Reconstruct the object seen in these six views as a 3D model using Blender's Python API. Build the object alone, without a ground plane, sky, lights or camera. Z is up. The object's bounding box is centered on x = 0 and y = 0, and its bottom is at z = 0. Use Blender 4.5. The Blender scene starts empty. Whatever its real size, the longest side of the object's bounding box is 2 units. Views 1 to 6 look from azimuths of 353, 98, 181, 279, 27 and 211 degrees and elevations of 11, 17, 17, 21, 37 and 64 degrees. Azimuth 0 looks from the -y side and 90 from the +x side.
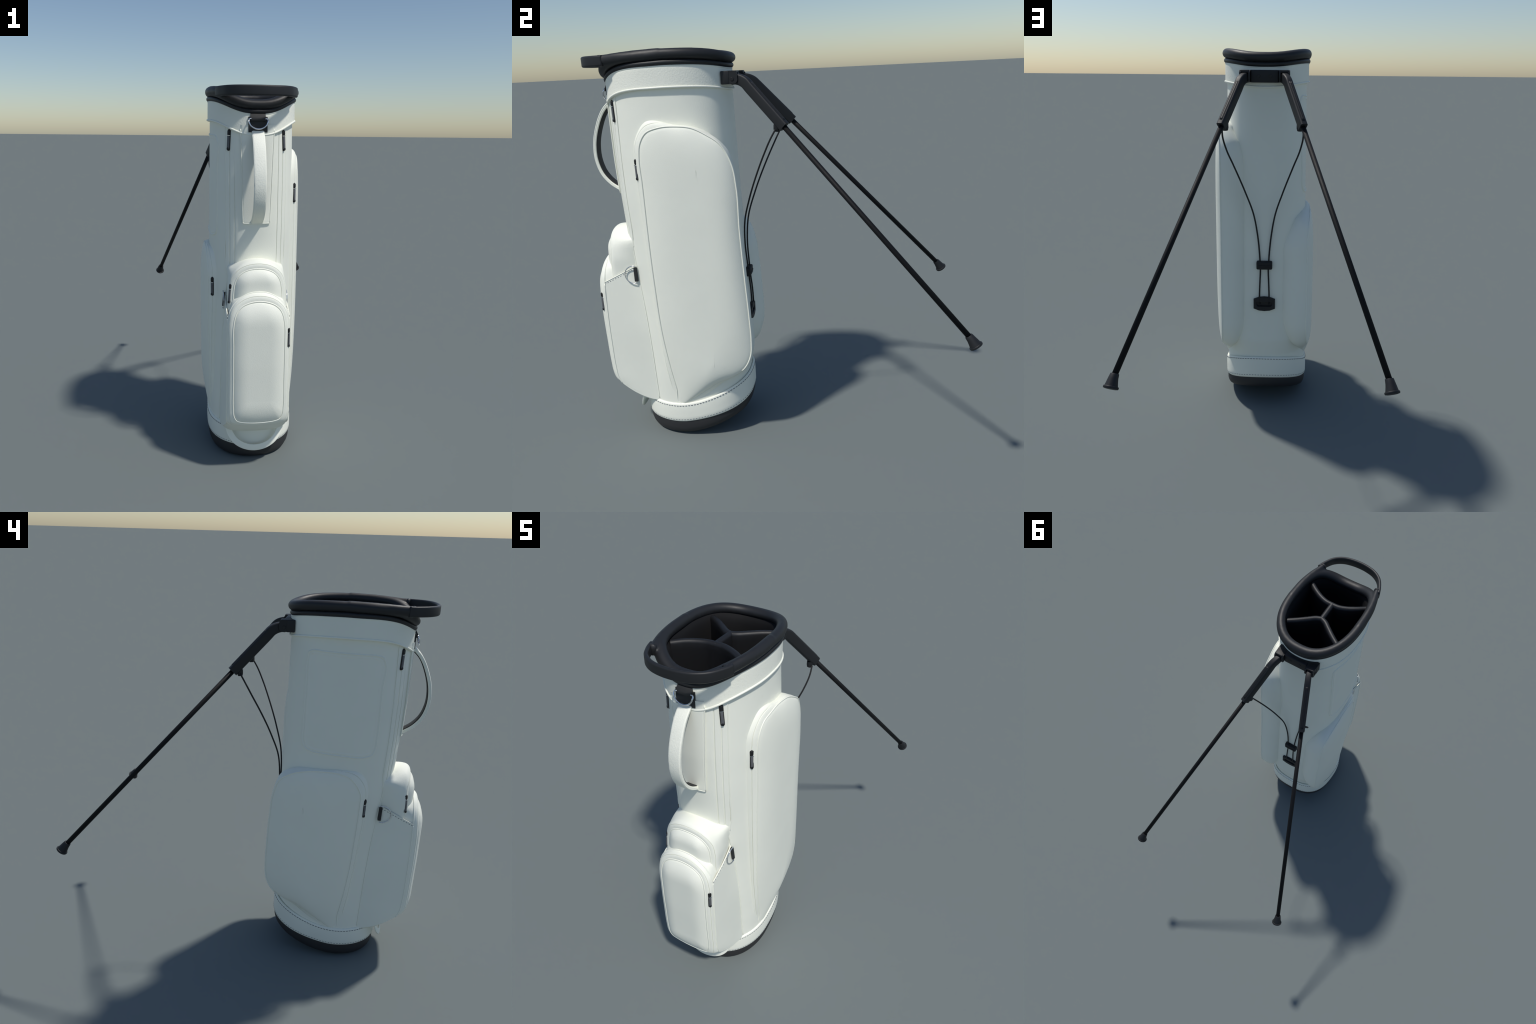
import bpy, bmesh, math, random
import numpy as np
from mathutils import Vector, Matrix
random.seed(7)

# ------------------------------------------------------------------ materials
def new_mat(name):
    m = bpy.data.materials.new(name); m.use_nodes = True
    nt = m.node_tree
    return m, nt, nt.nodes["Principled BSDF"]

def leather_mat(name, col, rough=0.55, grain=190.0, strength=0.22):
    m, nt, b = new_mat(name)
    tc = nt.nodes.new("ShaderNodeTexCoord")
    vor = nt.nodes.new("ShaderNodeTexVoronoi"); vor.inputs["Scale"].default_value = grain
    noi = nt.nodes.new("ShaderNodeTexNoise"); noi.inputs["Scale"].default_value = grain * 1.7
    noi.inputs["Detail"].default_value = 4
    mix = nt.nodes.new("ShaderNodeMath"); mix.operation = 'MULTIPLY_ADD'
    mix.inputs[1].default_value = 0.6
    bump = nt.nodes.new("ShaderNodeBump"); bump.inputs["Strength"].default_value = strength
    bump.inputs["Distance"].default_value = 0.0012
    big = nt.nodes.new("ShaderNodeTexNoise"); big.inputs["Scale"].default_value = 5.0
    big.inputs["Detail"].default_value = 5
    ramp = nt.nodes.new("ShaderNodeValToRGB")
    ramp.color_ramp.elements[0].position = 0.3; ramp.color_ramp.elements[1].position = 0.7
    ramp.color_ramp.elements[0].color = (*[c * 0.975 for c in col], 1)
    ramp.color_ramp.elements[1].color = (*col, 1)
    L = nt.links.new
    for n in (vor, noi, big): L(tc.outputs["Object"], n.inputs["Vector"])
    L(vor.outputs["Distance"], mix.inputs[0]); L(noi.outputs["Fac"], mix.inputs[2])
    L(mix.outputs[0], bump.inputs["Height"]); L(bump.outputs["Normal"], b.inputs["Normal"])
    L(big.outputs["Fac"], ramp.inputs["Fac"]); L(ramp.outputs["Color"], b.inputs["Base Color"])
    b.inputs["Roughness"].default_value = rough
    b.inputs["Specular IOR Level"].default_value = 0.35
    return m

def plain_mat(name, col, rough, metallic=0.0, grain=0.0, spec=0.5):
    m, nt, b = new_mat(name)
    b.inputs["Metallic"].default_value = metallic
    b.inputs["Specular IOR Level"].default_value = spec
    tc = nt.nodes.new("ShaderNodeTexCoord")
    noi = nt.nodes.new("ShaderNodeTexNoise"); noi.inputs["Scale"].default_value = 60
    noi.inputs["Detail"].default_value = 4
    ramp = nt.nodes.new("ShaderNodeValToRGB")
    ramp.color_ramp.elements[0].color = (*[c * 0.88 for c in col], 1)
    ramp.color_ramp.elements[1].color = (*[min(1, c * 1.08) for c in col], 1)
    mr = nt.nodes.new("ShaderNodeMapRange")
    mr.inputs["To Min"].default_value = rough * 0.9; mr.inputs["To Max"].default_value = min(1, rough * 1.1)
    L = nt.links.new
    L(tc.outputs["Object"], noi.inputs["Vector"]); L(noi.outputs["Fac"], ramp.inputs["Fac"])
    L(ramp.outputs["Color"], b.inputs["Base Color"])
    L(noi.outputs["Fac"], mr.inputs["Value"]); L(mr.outputs["Result"], b.inputs["Roughness"])
    if grain:
        n2 = nt.nodes.new("ShaderNodeTexNoise"); n2.inputs["Scale"].default_value = grain
        bump = nt.nodes.new("ShaderNodeBump"); bump.inputs["Strength"].default_value = 0.1
        bump.inputs["Distance"].default_value = 0.001
        L(tc.outputs["Object"], n2.inputs["Vector"]); L(n2.outputs["Fac"], bump.inputs["Height"])
        L(bump.outputs["Normal"], b.inputs["Normal"])
    return m

WHITE = (0.90, 0.905, 0.80)
M_LEATHER = leather_mat("white_leather", WHITE)
M_COARSE = leather_mat("white_grained_leather", WHITE, grain=120.0, strength=0.5)
M_PIPING = leather_mat("white_piping", (0.90, 0.905, 0.80), rough=0.45, strength=0.04)
M_RIM = plain_mat("black_soft_rim", (0.0155, 0.0163, 0.0182), 0.50, grain=500, spec=0.42)
M_LINER = plain_mat("black_liner", (0.0065, 0.0065, 0.0072), 0.8, grain=400, spec=0.3)
M_DIVIDER = plain_mat("black_padded_divider", (0.0115, 0.012, 0.0135), 0.5, grain=500, spec=0.42)
M_SOLE = plain_mat("black_rubber_sole", (0.026, 0.026, 0.028), 0.6, grain=300)
M_PLASTIC = plain_mat("black_plastic", (0.0140, 0.0148, 0.0165), 0.54, grain=600, spec=0.38)
M_TUBE = plain_mat("black_anodised_tube", (0.0065, 0.0067, 0.0078), 0.6, spec=0.2)
M_CORD = plain_mat("black_cord", (0.008, 0.008, 0.009), 0.7)
M_PULL = plain_mat("grey_puller", (0.11, 0.112, 0.12), 0.5)
M_SLOT = plain_mat("black_slot", (0.006, 0.006, 0.007), 0.55)
M_METAL = plain_mat("chrome_metal", (0.72, 0.74, 0.78), 0.18, metallic=1.0)
M_STITCH = plain_mat("grey_thread", (0.10, 0.115, 0.14), 0.8)
M_WEB = plain_mat("black_webbing", (0.020, 0.021, 0.022), 0.7, grain=300)

# ------------------------------------------------------------------ mesh helpers
COL = bpy.context.scene.collection
def link(ob, parent=None):
    COL.objects.link(ob)
    if parent is not None: ob.parent = parent
    return ob

def mesh_obj(name, verts, faces, mats, parent=None, smooth=True, angle=None, face_mats=None, weld=0.0):
    me = bpy.data.meshes.new(name)
    me.from_pydata([tuple(map(float, v)) for v in verts], [], faces)
    if not isinstance(mats, (list, tuple)): mats = [mats]
    for m in mats: me.materials.append(m)
    if face_mats is not None:
        me.polygons.foreach_set("material_index", face_mats)
    bm = bmesh.new(); bm.from_mesh(me)
    if weld: bmesh.ops.remove_doubles(bm, verts=bm.verts, dist=weld)
    bmesh.ops.recalc_face_normals(bm, faces=bm.faces)
    bm.to_mesh(me); bm.free()
    me.polygons.foreach_set("use_smooth", [smooth] * len(me.polygons))
    if smooth and angle: me.set_sharp_from_angle(angle=math.radians(angle))
    me.update()
    return link(bpy.data.objects.new(name, me), parent)

def grid_faces(nu, nv, cu=False, cv=False, off=0):
    f = []
    for i in range(nu if cu else nu - 1):
        for j in range(nv if cv else nv - 1):
            a = i * nv + j; b = ((i + 1) % nu) * nv + j
            c = ((i + 1) % nu) * nv + (j + 1) % nv; d = i * nv + (j + 1) % nv
            f.append((a + off, b + off, c + off, d + off))
    return f

def grid_obj(name, P, mats, parent=None, cu=False, cv=False, caps=False, **kw):
    """P[nu][nv][3]; caps closes first/last row (needs cv)."""
    P = np.asarray(P, float); nu, nv = P.shape[:2]
    f = grid_faces(nu, nv, cu, cv)
    if caps:
        f.append(tuple(range(nv))); f.append(tuple((nu - 1) * nv + j for j in range(nv)))
    return mesh_obj(name, P.reshape(-1, 3), f, mats, parent, **kw)

def spline(pts, spacing=0.01, closed=False, key=None):
    """Chord-length cubic Hermite through pts (any dimension). key: columns used for chord length."""
    p = np.asarray(pts, float); n = len(p)
    k = p if key is None else p[:, key]
    if closed:
        nxt = np.roll(k, -1, 0)
        h = np.maximum(np.linalg.norm(nxt - k, axis=1), 1e-6)
        dl = (np.roll(p, -1, 0) - p) / h[:, None]
        hp = np.roll(h, 1); dp = np.roll(dl, 1, 0)
        T = (dp * h[:, None] + dl * hp[:, None]) / (h + hp)[:, None]
        segs = [(i, (i + 1) % n) for i in range(n)]
    else:
        h = np.maximum(np.linalg.norm(k[1:] - k[:-1], axis=1), 1e-6)
        dl = (p[1:] - p[:-1]) / h[:, None]
        T = np.zeros_like(p)
        T[0] = dl[0]; T[-1] = dl[-1]
        for i in range(1, n - 1):
            T[i] = (dl[i - 1] * h[i] + dl[i] * h[i - 1]) / (h[i] + h[i - 1])
        segs = [(i, i + 1) for i in range(n - 1)]
    out = []
    for s, (i, j) in enumerate(segs):
        m = max(2, int(round(h[s] / spacing)))
        t = (np.arange(m) / m)[:, None]
        h00 = 2*t**3 - 3*t**2 + 1; h10 = t**3 - 2*t**2 + t; h01 = -2*t**3 + 3*t**2; h11 = t**3 - t**2
        out.append(h00 * p[i] + h10 * h[s] * T[i] + h01 * p[j] + h11 * h[s] * T[j])
    r = np.concatenate(out)
    if not closed: r = np.concatenate([r, p[-1:]])
    return r

def unit(v): return v / np.maximum(np.linalg.norm(v, axis=-1, keepdims=True), 1e-9)

def tangents(P, closed):
    if closed: return unit(np.roll(P, -1, 0) - np.roll(P, 1, 0))
    return unit(np.gradient(P, axis=0))

def circle_section(r, n=14, ry=None):
    a = np.linspace(0, 2*np.pi, n, endpoint=False)
    return np.stack([r*np.cos(a), (ry or r)*np.sin(a)], 1)

def rounded_rect(w, h, r, k=5):
    pts = []
    for cx, cy, a0 in ((w/2-r, h/2-r, 0), (-w/2+r, h/2-r, 90), (-w/2+r, -h/2+r, 180), (w/2-r, -h/2+r, 270)):
        for i in range(k):
            a = math.radians(a0 + 90*i/(k-1)); pts.append((cx + r*math.cos(a), cy + r*math.sin(a)))
    return np.array(pts)

def sweep(name, P, sec, mat, parent=None, closed=False, side=None, scale=None, caps=True, angle=None):
    """Sweep section (sx along 'side', sy along side x tangent)."""
    P = np.asarray(P, float); T = tangents(P, closed)
    side = np.array([1., 0, 0] if side is None else side, float)
    S = np.broadcast_to(side, P.shape).copy()
    S = unit(S - (S*T).sum(1, keepdims=True)*T); U = np.cross(S, T)
    sc = np.ones(len(P)) if scale is None else np.asarray(scale)
    if sc.ndim == 1: sc = np.stack([sc, sc], 1)
    V = P[:, None, :] + S[:, None, :]*(sec[None, :, 0]*sc[:, :1])[..., None] + U[:, None, :]*(sec[None, :, 1]*sc[:, 1:])[..., None]
    return grid_obj(name, V, mat, parent, cu=closed, cv=True, caps=caps and not closed, angle=angle)

def tube(name, P, r, mat, parent=None, closed=False, n=12, scale=None, side=(0.0123, 0.0231, 1.0)):
    return sweep(name, P, circle_section(r, n), mat, parent, closed, side=side, scale=scale)

def join(name, obs, parent=None):
    """Merge meshes into one object (data level, keeps materials)."""
    bm = bmesh.new(); mats = []
    me = bpy.data.meshes.new(name)
    for o in obs:
        n0 = len(bm.faces)
        bm.from_mesh(o.data); bm.faces.ensure_lookup_table()
        idx = []
        for m in o.data.materials:
            if m not in mats: mats.append(m)
            idx.append(mats.index(m))
        for f in bm.faces[n0:]: f.material_index = idx[f.material_index]
    bm.to_mesh(me); bm.free()
    for m in mats: me.materials.append(m)
    for o in obs:
        d = o.data; bpy.data.objects.remove(o); bpy.data.meshes.remove(d)
    return link(bpy.data.objects.new(name, me), parent)

def smoothstep(a, b, x):
    t = np.clip((x - a)/(b - a), 0, 1); return t*t*(3 - 2*t)

# ------------------------------------------------------------------ the thing
root = bpy.data.objects.new("golf_bag", None); COL.objects.link(root)
root["label"] = "white leather golf stand bag with black rim and legs"
root["category"] = "golf bag"

# ------------------------------------------------------------------ body tube
def bnf(z): return np.interp(z, [0.3, 0.9, 1.3, 1.75], [2.35, 2.35, 2.35, 2.2])      # squareness of the front half
ZK = [0.0, 0.32, 0.42, 0.65, 1.0, 1.13, 1.30, 1.5, 1.80, 2.1]
A_K = [0.229, 0.229, 0.227, 0.225, 0.223, 0.222, 0.221, 0.220, 0.217, 0.217]
REAR_K = [-0.168, -0.166, -0.149, -0.148, -0.162, -0.167, -0.173, -0.176, -0.180, -0.18]
FRONT_K = [-0.735, -0.738, -0.745, -0.752, -0.763, -0.768, -0.778, -0.787, -0.791, -0.79]
def ba(z): return np.interp(z, ZK, A_K)
def bc(z): return (np.interp(z, ZK, REAR_K) + np.interp(z, ZK, FRONT_K))/2
def bb(z): return (np.interp(z, ZK, REAR_K) - np.interp(z, ZK, FRONT_K))/2
def spow(v, e): return np.sign(v)*np.abs(v)**e
def section(phi, a, yc, b, n=2.2, nr=None):
    """phi = 0 at the front (-y), 90 deg on +x; nr = squareness of the rear half."""
    c = np.cos(phi); e = n if nr is None else np.where(c < 0, nr, n)
    return a*spow(np.sin(phi), 2/e), yc - b*spow(c, 2/e)
def bnr(z): return np.interp(z, [0.32, 0.42, 0.8, 1.33, 1.8], [2.6, 3.3, 3.3, 2.9, 2.4])
def body_pt(phi, z, off=0.0):
    a, yc, b = ba(z) + off, bc(z), bb(z) + off
    x, y = section(phi, a, yc, b, bnf(z), bnr(z))
    return np.stack([x, y, z + 0*x], -1)
def phi_y(y, z):
    q = (bc(z) - y)/bb(z); n = np.where(q < 0, bnr(z), bnf(z))
    return np.arccos(np.clip(spow(q, n/2), -1, 1))
def phi_x(x, z, rear=False):
    p = np.arcsin(np.clip((np.abs(x)/ba(z))**((bnr(z) if rear else bnf(z))/2), -1, 1))
    return np.sign(x)*((math.pi - p) if rear else p)
def front_pt(x, z, off=0.0):
    x = np.asarray(x, float); z = np.asarray(z, float)
    return body_pt(phi_x(x, z), z, off)

phis = np.linspace(0, 2*np.pi, 240, endpoint=False)
zs = np.concatenate([np.linspace(0.12, 0.5, 40), np.linspace(0.52, 1.90, 90)])
def fold(y):
    t = (np.asarray(y) + 0.455)/0.05
    return 0.422*0.05*np.logaddexp(0, t)          # flat front, rising rear
def body_row(zz):
    z = zz + 0*phis
    if zz < 0.5:
        zl = fold(body_pt(phis, 0.2 + 0*phis)[:, 1]) + 0.11
        z = zl + (zz - 0.12)/0.38*(0.5 - zl)
    return body_pt(phis, z)
grid_obj("bag_body", np.array([body_row(zz) for zz in zs]), M_LEATHER, root, cv=True)

# ------------------------------------------------------------------ base: cuff, sole, stitching
BA, BYC, BB, BN = 0.238, -0.4525, 0.300, 2.25
def base_pt(phi, h, off=0.0):
    x, y = section(phi, BA + off, BYC, BB + off, BN, 2.75)
    w = min(max(min(h/0.08, (0.176 - h)/0.09), 0), 1)
    return np.stack([x, y, fold(y) + h - w*0.020*smoothstep(-0.46, -0.17, y)], -1)
cuff_prof = [(-0.006, 0.080), (0.0, 0.086), (0.002, 0.090), (0.002, 0.11), (0.002, 0.14), (0.001, 0.176),
             (0.000, 0.184), (-0.003, 0.189), (-0.008, 0.191), (-0.013, 0.188), (-0.016, 0.170), (-0.018, 0.14)]
P = np.array([base_pt(phis, h, o) for o, h in cuff_prof])
cuff = grid_obj("base_cuff", P, M_LEATHER, root, cv=True, angle=60)
sole_prof = [(-0.02, 0.088), (-0.005, 0.086), (-0.004, 0.080), (-0.004, 0.045), (-0.008, 0.028), (-0.016, 0.012),
             (-0.028, 0.003), (-0.045, 0.0), (-0.10, 0.0), (-0.20, 0.0)]
P = np.array([base_pt(phis, h, o) for o, h in sole_prof])
P[-1] = P[-1].mean(0); P[-1, :, 2] = fold(BYC)
P[-2, :, 2] = fold(P[-2, :, 1])
grid_obj("base_sole", P, M_SOLE, root, cv=True, weld=1e-5)

def stitch_run(curve, normal, length=0.0115, gap=0.005, r=0.0015):
    """capsule-like stitches along a dense polyline; returns verts, faces"""
    curve = np.asarray(curve); normal = np.asarray(normal)
    d = np.concatenate([[0], np.cumsum(np.linalg.norm(np.diff(curve, axis=0), axis=1))])
    V, F = [], []
    s = 0.0
    sec = circle_section(r, 6)
    while s + length < d[-1]:
        pts, nn = [], []
        for t in np.linspace(0, 1, 5):
            q = s + t*length
            pts.append([np.interp(q, d, curve[:, k]) for k in range(3)])
            nn.append([np.interp(q, d, normal[:, k]) for k in range(3)])
        pts = np.array(pts); nn = unit(np.array(nn))
        hgt = np.array([-1.2, -0.35, -0.2, -0.35, -1.2])*r
        T = tangents(pts, False); B = np.cross(T, nn)
        ring = pts[:, None]+nn[:, None]*(hgt[:, None, None]+sec[None, :, 0, None]) + B[:, None]*sec[None, :, 1, None]
        o = len(V)
        V += list(ring.reshape(-1, 3)); F += grid_faces(5, 6, False, True, o)
        F.append(tuple(range(o, o+6))); F.append(tuple(range(o+24, o+30)))
        s += length + gap
    return V, F
def stitch_obj(name, runs, parent):
    V, F = [], []
    for c, n in runs:
        v, f = stitch_run(c, n); o = len(V); V += v; F += [tuple(i+o for i in q) for q in f]
    ob = mesh_obj(name, V, F, M_STITCH, parent); ob["kind"] = "stuff"; return ob
dense = np.linspace(0, 2*np.pi, 900)
runs = []
for h in (0.178, 0.0945):
    ph = dense if h > 0.1 else np.linspace(0.38, 2*np.pi - 0.38, 900)      # lower run stops at the lifting loop
    c = base_pt(ph, h, 0.0022); n = base_pt(ph, h, 0.01) - c; n[:, 2] = 0
    runs.append((c, unit(n)))
stitch_obj("cuff_stitching", runs, cuff)

# front lifting loop below the pocket
lp = []
for t in np.linspace(0, math.pi, 49):
    x = 0.143*math.cos(t)
    z = 0.215 - 0.126*math.sin(t)**0.9
    lp.append((x, -0.752 - 0.040*math.sin(t)**1.3 + 0.10*max(0, abs(x)-0.1), z))
lp = np.array(lp)
Tn = tangents(lp, False); side = unit(np.cross(Tn, np.array([0, -1.0, 0])))
sweep("lift_loop", lp, rounded_rect(0.034, 0.008, 0.0035), M_LEATHER, root, side=side, angle=50)

# ------------------------------------------------------------------ upper band with piping
def dip(x, y, front, rear, half=0.255, yc=-0.486):
    w = np.where(np.abs(x) < half, 0.5 + 0.5*np.cos(np.pi*np.asarray(x)/half), 0)
    w = 1 - (1 - w)**1.4
    k = smoothstep(-0.05, 0.05, yc - np.asarray(y))
    return w*(front*k + rear*(1 - k))
WA, WYC, WB = 0.229, -0.486, 0.312
WEXP = 2.25
def band_pt(phi, z0, f, r, off=0.0, n=WEXP):
    x, y = section(phi, WA + off, WYC, WB + off, n)
    return np.stack([x, y, z0 - dip(x, y, f, r)], -1)
ph2 = np.linspace(0, 2*np.pi, 300, endpoint=False)
rows = [(-0.014, 1.8275, .078, .024), (-0.002, 1.8275, .078, .024), (0.0, 1.831, .078, .024)]
for t in np.linspace(0.1, 0.95, 8):
    rows.append((-0.001*t, 1.829 + (1.921 - 1.829)*t, .078 + (.073 - .078)*t, .024))
rows += [(-0.002, 1.9235, .073, .024), (-0.006, 1.925, .073, .024), (-0.02, 1.924, .073, .024)]
band = grid_obj("upper_band", np.array([band_pt(ph2, z, f, r, o) for o, z, f, r in rows]), M_COARSE, root, cv=True, angle=60)
def outward(phi, fn):
    return unit(fn(phi, 0.01) - fn(phi, 0.0))
def loop_tube(name, C, r, mat, parent, rz=None, n=14):
    T = tangents(C, True); S = unit(np.cross(T, np.array([0, 0, 1.0])))
    return sweep(name, C, circle_section(r, n, rz), mat, parent, closed=True, side=S)
loop_tube("piping", band_pt(ph2, 1.829, .078, .024, 0.0005), 0.0052, M_PIPING, band, n=10)
loop_tube("piping", band_pt(ph2, 1.923, .073, .024, -0.0025), 0.0032, M_PIPING, band, n=8)

# ------------------------------------------------------------------ black rim, collar ring, liner, dividers
def rim_pt(phi, z0, f, r, off=0.0):
    x, y = section(phi, 0.216 + off, -0.4835, 0.2985 + off, 2.9, 2.4)
    return np.stack([x, y, z0 - dip(x, y, f, r)], -1)
collar_path = band_pt(ph2, 1.9375, .073, .024, -0.0065)
collar = loop_tube("collar_ring", collar_path, 0.0128, M_RIM, root)
neck = np.array([band_pt(ph2, 1.925, .073, .024, -0.014), band_pt(ph2, 1.95, .074, .024, -0.016), rim_pt(ph2, 1.972, .079, .027, 0.006)])
grid_obj("collar_neck", neck, M_RIM, collar, cv=True)

C = rim_pt(ph2, 1.9745, .078, .026)
T = tangents(C, True); S = unit(np.cross(T, np.array([0, 0, 1.0])))
wide = 1 + 0.24*smoothstep(-0.68, -0.77, C[:, 1]) + 0.12*smoothstep(-0.30, -0.19, C[:, 1])
parts = [sweep("rim_tmp", C, circle_section(0.0255, 24), M_RIM, None, closed=True, side=S, scale=np.stack([wide, wide*0 + 1], 1))]
for s in (1, -1):
    pth = spline([(s*0.216, -0.46, 1.974), (s*0.2125, -0.58, 1.970), (s*0.201, -0.67, 1.9645), (s*0.1845, -0.735, 1.9595), (s*0.1775, -0.768, 1.9580)], 0.01)
    sc = np.linspace(1.0, 1.0, len(pth))
    T = tangents(pth, False); S = unit(np.cross(T, np.array([0, 0, 1.0])))
    parts.append(sweep("stub_tmp", pth, circle_section(0.0255, 24, 0.0257), M_RIM, None, side=S, scale=np.stack([np.linspace(1, 0.76, len(pth)), sc], 1)))
for s in (1, -1):
    c0 = circle_section(1.0, 16); ball = []
    for a in np.linspace(0.05, math.pi - 0.05, 12):
        ball.append([(s*0.172 + 0.024*math.sin(a)*u, -0.738 + 0.024*math.sin(a)*v, 1.950 + 0.021*math.cos(a)) for u, v in c0])
    parts.append(grid_obj("web_tmp", ball, M_RIM, None, cv=True, caps=True))
rim = join("rim", parts, root)
rm = rim.modifiers.new("r", 'REMESH'); rm.mode = 'VOXEL'; rm.voxel_size = 0.0036
sm = rim.modifiers.new("s", 'SMOOTH'); sm.iterations = 24; sm.factor = 0.5
dg = bpy.context.evaluated_depsgraph_get()
me = bpy.data.meshes.new_from_object(rim.evaluated_get(dg)); old = rim.data
rim.modifiers.clear(); rim.data = me; bpy.data.meshes.remove(old)
me.polygons.foreach_set("use_smooth", [True]*len(me.polygons))
if not me.materials: me.materials.append(M_RIM)

half = [(0.1955, -0.742, 1.9585), (0.187, -0.771, 1.958), (0.175, -0.798, 1.958), (0.151, -0.838, 1.958), (0.102, -0.875, 1.9575), (0.050, -0.8900, 1.957)]
hp = spline(half + [(0, -0.894, 1.957)] + [(-x, y, z) for x, y, z in half[::-1]], 0.007)
T = tangents(hp, False); S = unit(np.cross(T, np.array([0, 0, 1.0])))
hs = rounded_rect(0.0185, 0.0495, 0.0085, 7)
handle = sweep("carry_handle", hp, hs, M_RIM, root, side=S)
for s in (1, -1):
    q = np.array([(s*0.1805, -0.757, 1.9585), (s*0.1785, -0.7635, 1.9585), (s*0.1762, -0.770, 1.9585)])
    T = tangents(q, False); S = unit(np.cross(T, np.array([0, 0, 1.0])))
    sweep("handle_seam", q, rounded_rect(0.0385, 0.0516, 0.0175, 7), M_RIM, handle, side=S, scale=[1.0, 1.0, 0.92])

lin = []
for z, o in ((1.962, -0.018), (1.950, -0.027), (1.935, -0.030), (1.92, -0.033), (1.88, -0.035), (1.6, -0.036), (1.2, -0.036)):
    q = rim_pt(ph2, z, .079*(1 if z > 1.9 else 0.6), .026, o)
    if z < 1.94: q[:, 1] -= 0.002*smoothstep(-0.40, -0.22, q[:, 1])
    lin.append(q)
lin.append(np.broadcast_to(lin[-1].mean(0), lin[-1].shape))
liner = grid_obj("liner", np.array(lin), M_LINER, root, cv=True, weld=1e-5)

def divider(name, pts, zt=1.954):
    c = spline(pts, 0.008)
    T = tangents(c, False); S = unit(np.cross(T, np.array([0, 0, 1.0])))
    w = 0.0165; prof = [(-w*1.5, -0.45), (-w, -0.04), (-w, -0.015), (-w*0.88, -0.008), (-w*0.6, -0.003), (-w*0.3, -0.0007), (0, 0), (w*0.3, -0.0007), (w*0.6, -0.003), (w*0.88, -0.008), (w, -0.015), (w, -0.04), (w*1.5, -0.45)]
    V = np.array([[c[i] + S[i]*px + np.array([0, 0, pz]) for px, pz in prof] for i in range(len(c))])
    V[..., 2] += zt - c[:, None, 2] + (c[:, None, 2])   # c z holds the local drop
    return grid_obj(name, V, M_DIVIDER, liner)
N1, N2 = (0, -0.556), (0, -0.436)
divider("club_divider", [(*N1, 0), (0, -0.5, 0), (*N2, 0)])
for nx, ny in (N1, N2):       # rounded junction caps
    a = np.linspace(0, 2*np.pi, 24, endpoint=False)
    cap = [np.column_stack([nx + r*np.cos(a), ny + r*np.sin(a), np.full(24, 1.954 + h)]) for r, h in ((0.0166, -0.40), (0.0166, -0.016), (0.0150, -0.0085), (0.0115, -0.0035), (0.006, -0.0006), (0.0, 0.0003))]
    grid_obj("divider_junction", cap, M_DIVIDER, liner, cv=True, weld=1e-6)
for s in (1, -1):
    divider("club_divider", [(*N1, 0), (s*0.04, -0.5585, 0.0), (s*0.085, -0.574, 0), (s*0.128, -0.598, 0), (s*0.180, -0.637, -0.004)])
    divider("club_divider", [(*N2, 0), (s*0.025, -0.426, 0.0), (s*0.065, -0.395, 0), (s*0.115, -0.355, 0), (s*0.164, -0.322, -0.002)])

# ------------------------------------------------------------------ zipper pullers
def capsule_plate(w, l, t, r_edge, zoff, mat, cx=0.0, cy=0.0, seg=10):
    """stadium plate in local xy (y = length), thickness along z, rounded edge"""
    out = []
    for k in range(seg+1):
        a = math.pi*k/seg; out.append((w/2*math.cos(a), l/2 - w/2 + w/2*math.sin(a)))
    for k in range(seg+1):
        a = math.pi + math.pi*k/seg; out.append((w/2*math.cos(a), -l/2 + w/2 + w/2*math.sin(a)))
    out = np.array(out)
    rows = []
    for inset, z in ((0, -t), (0, t - r_edge), (r_edge*0.3, t - r_edge*0.3), (r_edge, t)):
        sc = out - np.stack([np.sign(out[:, 0])*np.minimum(inset, np.abs(out[:, 0])), np.sign(out[:, 1])*inset], 1)
        rows.append(np.column_stack([sc[:, 0] + cx, sc[:, 1] + cy, np.full(len(sc), z + zoff)]))
    return grid_obj("tmp", np.array(rows), mat, None, cv=True, caps=True, angle=50)
def make_puller_mesh():
    a = capsule_plate(0.0195, 0.106, 0.0022, 0.0012, 0.0, M_SLOT)
    b = capsule_plate(0.0125, 0.068, 0.0035, 0.0015, 0.0035, M_PULL, 0, -0.012)
    c = capsule_plate(0.0150, 0.026, 0.0045, 0.002, 0.002, M_SLOT, 0, 0.037)
    d = capsule_plate(0.0165, 0.0166, 0.0030, 0.0012, 0.0035, M_PULL, 0, -0.0445)
    d2 = mesh_obj("tmp", [(sx*0.0085, 0.0225 + sy*0.0016, 0.0055 + sz*0.002) for sx in (-1, 1) for sy in (-1, 1) for sz in (-1, 1)],
                  [(0, 1, 3, 2), (4, 6, 7, 5), (0, 4, 5, 1), (2, 3, 7, 6), (0, 2, 6, 4), (1, 5, 7, 3)], M_METAL, None, smooth=False)
    e = capsule_plate(0.0125, 0.014, 0.0010, 0.0005, 0.0068, M_SLOT, 0, -0.043)
    bpy.data.objects.remove(d)
    o = join("zipper_puller", [a, b, c, d2, e]); me = o.data; bpy.data.objects.remove(o); return me
PULL = make_puller_mesh()
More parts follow.
